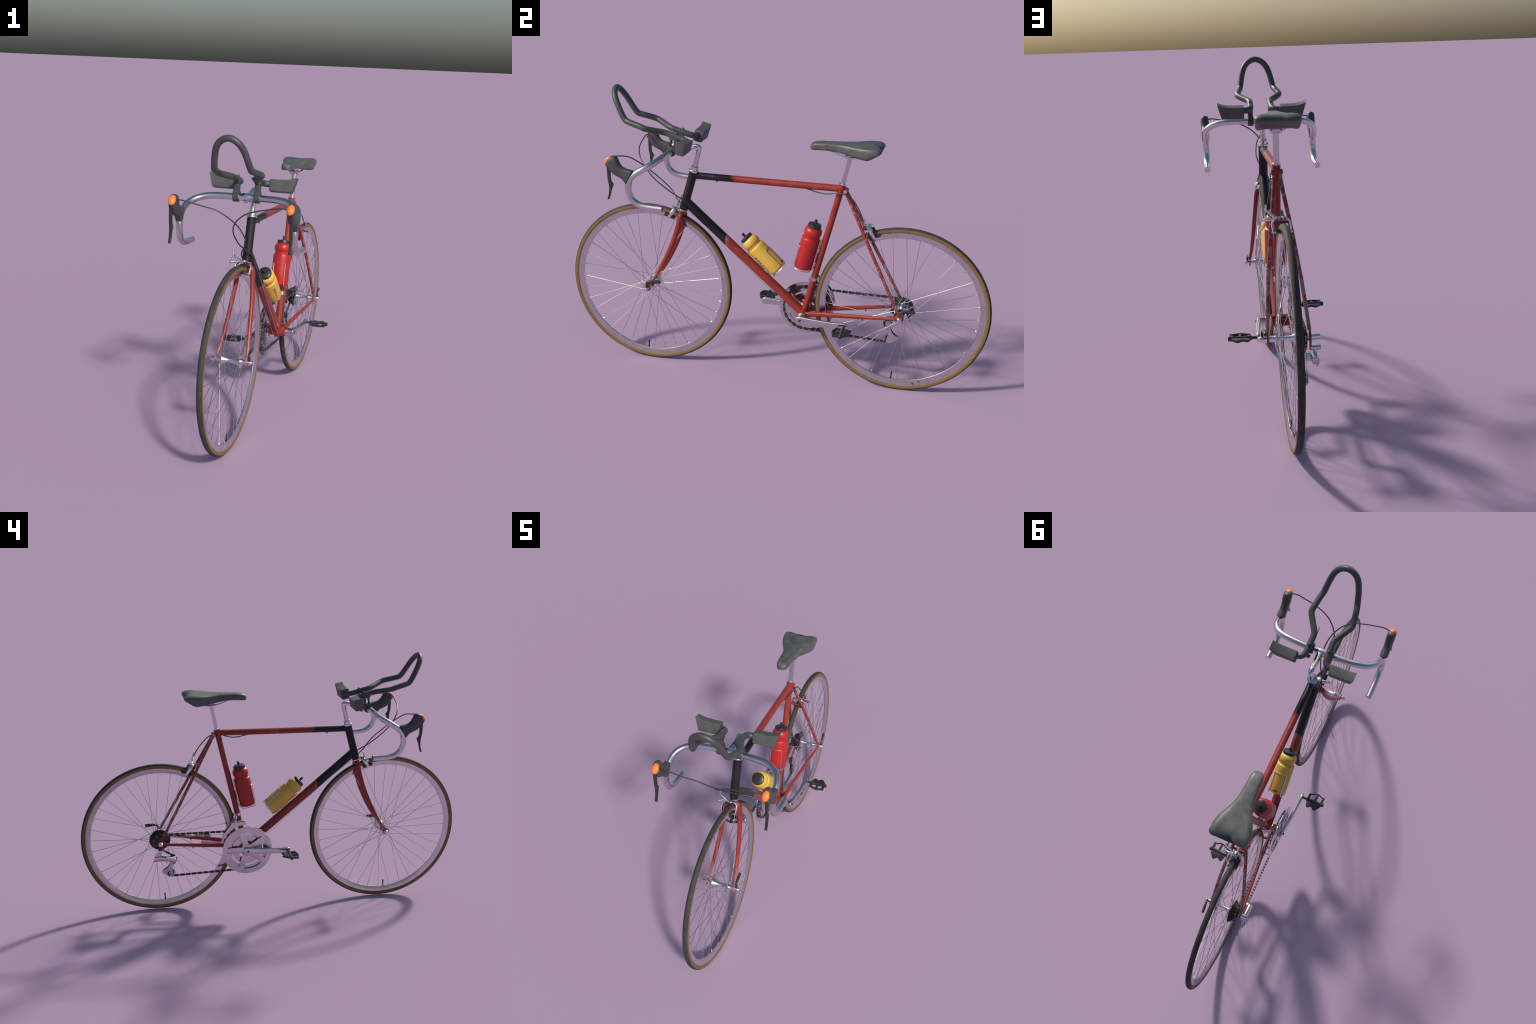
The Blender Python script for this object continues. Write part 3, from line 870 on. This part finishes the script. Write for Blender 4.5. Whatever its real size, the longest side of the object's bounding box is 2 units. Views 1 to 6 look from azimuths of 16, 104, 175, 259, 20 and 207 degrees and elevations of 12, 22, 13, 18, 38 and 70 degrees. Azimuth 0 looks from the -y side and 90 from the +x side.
part('derailleur_linkage', g, M_CHROME, fd)
outer = [(0.158, 0.4855), (0.176, 0.4905), (0.226, 0.4905), (0.240, 0.472), (0.260, 0.446), (0.276, 0.412), (0.2845, 0.374), (0.2800, 0.372), (0.2715, 0.400), (0.256, 0.424), (0.233, 0.447), (0.207, 0.464), (0.183, 0.4715), (0.160, 0.4725)]
part('derailleur_cage', plate(outer, -0.0700, -0.0684, 0.0005), M_SATIN, fd)
part('derailleur_cage', plate(outer, -0.0450, -0.0434, 0.0005), M_SATIN, fd)
g = box((-0.057, 0.159, 0.479), (0.026, 0.003, 0.012), bev=0.0008).join(box((-0.057, 0.2822, 0.378), (0.026, 0.003, 0.010), bev=0.0008))
part('derailleur_cage_bridge', g, M_SATIN, fd)


# ------------------------------------------------------------------- brakes
def caliper(pivot, f, d, tips, tang):
    """Side-pull caliper. f: side the cable pulls on, d: +1/-1 wheel lies behind/ahead of the pivot."""
    b = group('caliper_brake', bike)
    py, pz = pivot
    off = lambda x, y, z: (x, py + d * y, pz + z)
    t = V((0, *tang)).normalized(); nrm = V((0, -t.z, t.y))
    for s in (1, -1):
        tip = tips[0] if s * f < 0 else tips[1]          # the far arm crosses over and holds the barrel
        yo = 0.003 if s > 0 else -0.003
        upper = spline([off(f * tip[0], tip[1], tip[2]), off(f * 0.036, tip[1] * 0.5 + yo, tip[2] * 0.55), off(f * 0.016, yo, 0.002), off(0, yo, 0)], 0.005)
        part('caliper_lever', tube(upper, [(0.0034, 0.0044), (0.0036, 0.0052), (0.0046, 0.0062), (0.0060, 0.0075)], side=(0, 1, 0), n=12, dome=True), M_CHROME, b, smooth=60)
        arm = spline([off(0, yo, 0), off(s * 0.014, yo, 0.0015), off(s * 0.026, 0.003, -0.004), off(s * 0.0325, 0.009, -0.014), off(s * 0.0335, 0.018, -0.027), off(s * 0.0310, 0.031, -0.046)], 0.005)
        part('caliper_arm', tube(arm, [(0.0075, 0.0050), (0.0085, 0.0046), (0.0090, 0.0040), (0.0088, 0.0036), (0.0078, 0.0034), (0.0068, 0.0034)], side=tuple(t), n=14, dome=True), M_CHROME, b, smooth=60)
        pc = V(off(s * 0.0165, 0.030, -0.042))
        part('brake_pad', box(pc, (0.011, 0.052, 0.0125), y=t, z=nrm, bev=0.0018), M_PLASTIC, b)
        part('pad_bolt', rod(pc + V((s * 0.004, 0, 0)), pc + V((s * 0.0215, 0, 0)), 0.0040, n=10), M_CHROME, b)
    part('pivot_bolt', rod(off(0, -0.026, 0.0), off(0, 0.016, 0.0), 0.0058, n=14).join(rod(off(0, 0.010, 0.0), off(0, 0.018, 0.0), 0.0082, n=6)), M_CHROME, b)
    part('brake_centre_block', box(off(0, 0, 0.001), (0.020, 0.018, 0.016), bev=0.004), M_CHROME, b)
    u, l = V(off(f * tips[0][0], tips[0][1], tips[0][2])), V(off(f * tips[1][0], tips[1][1], tips[1][2]))
    part('barrel_adjuster', lathe([(-0.004, 0.0046), (0.004, 0.0046), (0.005, 0.0034), (0.014, 0.0030), (0.0145, 0.0042), (0.018, 0.0040)], u, (u - l).normalized() * 0.5 + V((0, 0, 0.7)), 10), M_CHROME, b)
    part('cable_anchor', rod(l - V((0, 0.008, 0)), l + V((0, 0.008, 0)), 0.0042, n=8), M_CHROME, b)
    part('brake_wire', tube(spline([u, l, l + V((f * 0.004, 0, -0.020)), l + V((f * 0.020, 0, -0.038))], 0.005), 0.0011, n=6), M_WIRE, b)

caliper((-0.4670, 0.7970), -1, -1, ((0.052, -0.004, 0.025), (0.057, 0.013, -0.003)), (1.0, -0.31))
caliper((0.4310, 0.7925), 1, 1, ((0.053, -0.014, 0.031), (0.060, 0.001, -0.004)), (1.0, 0.40))

# ------------------------------------------------------------------- cables
cables = group('cables', bike)
for s in (1, -1):
    e = 0.0 if s > 0 else 0.004
    hood = [(s * 0.2300, -0.6840, 1.0720), (s * 0.2050, -0.6880, 1.0720), (s * 0.169, -0.6850, 1.0650), (s * 0.128, -0.682, 1.0560), (s * 0.063, -0.668, 1.0350 + e), (s * 0.021, -0.646, 1.0060 + e), (s * -0.009, -0.608, 0.9680 + e),
            (s * -0.020, -0.572, 0.9360), (s * -0.021, -0.534, 0.9050), (s * -0.010 - 0.003, -0.490 - e, 0.8690), (s * 0.010, -0.4650 - e, 0.8450), (s * 0.0245, -0.4320, 0.8170), (s * 0.0230, -0.4100, 0.7950)]
    part('brake_cable', tube(spline(hood, 0.008), 0.0028, n=8), M_CABLE, cables)
    wire = [(s * 0.0235, -0.412, 0.797), (s * 0.0215, -0.315, 0.7180), (s * 0.016, -0.110, 0.5300), (s * 0.012, 0.112, 0.3230), (s * 0.010, 0.135, 0.3030)]
    part('shift_wire', tube(spline(wire, 0.04), 0.0011, n=6), M_WIRE, cables)
part('shift_wire', tube(spline([(-0.012, 0.150, 0.302), (-0.030, 0.230, 0.335), (-0.054, 0.430, 0.357), (-0.075, 0.560, 0.362), (-0.086, 0.625, 0.345), (-0.093, 0.638, 0.307)], 0.015), 0.0012, n=6), M_WIRE, cables)
part('shift_wire', tube([(0.004, 0.172, 0.350), (-0.020, 0.205, 0.492)], 0.0011, n=6), M_WIRE, cables)
rear = [(0.000, 0.135, 0.9415), (0.001, 0.160, 0.9360), (0.003, 0.190, 0.9290), (0.007, 0.219, 0.9260), (0.015, 0.247, 0.9290), (0.0205, 0.270, 0.9345), (0.0240, 0.300, 0.9380), (0.0265, 0.328, 0.9340), (0.0265, 0.346, 0.9240), (0.027, 0.362, 0.9090), (0.032, 0.378, 0.8880), (0.038, 0.391, 0.8690), (0.044, 0.404, 0.8440), (0.0475, 0.416, 0.8180)]
part('brake_cable', tube(spline(rear, 0.008), 0.0028, n=8), M_CABLE, cables)

# ------------------------------------------------------------------ bottles
def bottle(name, base, top, mat, side, cage_mat):
    b = group(name, bike)
    base, top = V(base), V(top)
    ax = (top - base).normalized(); L = (top - base).length
    S = L / 0.230
    body = [(0.000, 0.030), (0.001, 0.0365), (0.004, 0.0405), (0.012, 0.0425), (0.070, 0.0430), (0.140, 0.0430), (0.1530, 0.0427), (0.1565, 0.0416), (0.1585, 0.0388), (0.1600, 0.0364), (0.1710, 0.0361), (0.1728, 0.0376),
            (0.1765, 0.0398), (0.183, 0.0410), (0.192, 0.0410), (0.199, 0.0397), (0.2050, 0.0368), (0.2095, 0.0328), (0.2120, 0.0300)]
    part('bottle_body', lathe([(t * S, r) for t, r in body], base, ax, 40), mat, b, smooth=50)
    cap = [(0.2105, 0.0290), (0.2120, 0.0306), (0.2235, 0.0306), (0.2262, 0.0297), (0.2280, 0.0270), (0.2300, 0.0100), (0.2300, 0.0062), (0.2400, 0.0056), (0.2410, 0.0072), (0.2470, 0.0070), (0.2490, 0.0050)]
    cg = lathe([(t * S, r) for t, r in cap], base, ax, 36)
    part('bottle_cap', cg, M_PLASTIC, b)
    # wire cage: a base loop, two uprights and the front hoop
    out = V(side).normalized()
    x = V((1, 0, 0))
    R = 0.0448
    P = lambda t, ang, r=R: base + ax * t + (out * math.cos(ang) + x * math.sin(ang)) * r
    hoop = [P(0.158, PI, 0.047), P(0.080, PI, 0.047), P(0.010, PI, 0.046), P(-0.004, PI * 0.97, 0.038)]
    up_a = [P(-0.004, math.radians(a), 0.040) for a in (150, 110, 70)] + [P(-0.004, math.radians(46)), P(0.000, math.radians(42)), P(0.006, math.radians(41)), P(0.098, math.radians(40)), P(0.1045, math.radians(40)), P(0.1070, math.radians(37)), P(0.1072, math.radians(32))]
    arc = [P(0.107, math.radians(a)) for a in (22, 10, 0, -10, -22)]
    mirror_path = [P(0.1072, math.radians(-32)), P(0.1070, math.radians(-37)), P(0.1045, math.radians(-40)), P(0.098, math.radians(-40)), P(0.006, math.radians(-41)), P(0.000, math.radians(-42)), P(-0.004, math.radians(-46))] + [P(-0.004, math.radians(a), 0.040) for a in (-70, -110, -150)]
    wire = spline(hoop + up_a + arc + mirror_path + [P(-0.004, -PI * 0.97, 0.038), P(0.010, -PI * 0.99, 0.0465), P(0.158, -PI * 0.985, 0.047)], 0.006)
    part('bottle_cage', tube(wire, 0.0021, n=8), cage_mat, b)
    neck = [P(0.158, math.radians(a), 0.0385) for a in range(148, 213, 8)]
    part('bottle_cage', tube(neck, 0.0021, n=8), cage_mat, b)
    mount = box(base + ax * 0.035 - out * 0.0495, (0.012, 0.010, 0.022), y=out, z=ax, bev=0.002).join(box(base + ax * 0.105 - out * 0.0495, (0.012, 0.010, 0.022), y=out, z=ax, bev=0.002))
    part('cage_mount', mount, cage_mat, b)
    return b, base, ax, out, S

down_dir = V((0, -0.753, 0.658))
bottle('drinking_bottle', (0, 0.1362, 0.5622), (0, 0.1887, 0.7800), M_BOTTLE_R, (0, -0.9695, 0.245), M_WIRE)
yb, base, ax, out, S = bottle('drinking_bottle', (0, 0.0235, 0.5390), (0, -0.1382, 0.6848), M_BOTTLE_Y, (0, 0.658, 0.753), M_WIRE)
# printed marks: a column of shrinking triangles low on the left front
x = V((1, 0, 0))
pr = Geo()
for i in range(6):
    t = (0.112 - 0.0155 * i) * S; hw = 0.0082 - 0.0009 * i; hh = 0.0118 - 0.0009 * i
    a0 = math.radians(128)
    P = lambda tt, d, r=0.0437: base + ax * tt + (out * math.cos(a0 + d / 0.043) + x * math.sin(a0 + d / 0.043)) * r
    tri = [(t, -hw), (t, hw), (t + hh, 0)]
    pr.add([P(a, d, 0.0426) for a, d in tri] + [P(a, d) for a, d in tri], [(0, 2, 1), (3, 4, 5), (0, 1, 4, 3), (1, 2, 5, 4), (2, 0, 3, 5)])
part('printed_mark', pr, M_PRINT, yb)
g = Geo()
P = lambda tt, a, r: base + ax * tt + (out * math.cos(a) + x * math.sin(a)) * r
oval = [(0.0165 + 0.0032 * math.sin(2 * PI * k / 14), 0.30 * math.cos(2 * PI * k / 14)) for k in range(14)]
g.add([P(t, a, 0.0422) for t, a in oval] + [P(t, a, 0.0437) for t, a in oval],
      [tuple(range(14)), tuple(range(27, 13, -1))] + [(i, (i + 1) % 14, 14 + (i + 1) % 14, 14 + i) for i in range(14)])
part('printed_mark', g, M_PRINT, yb)
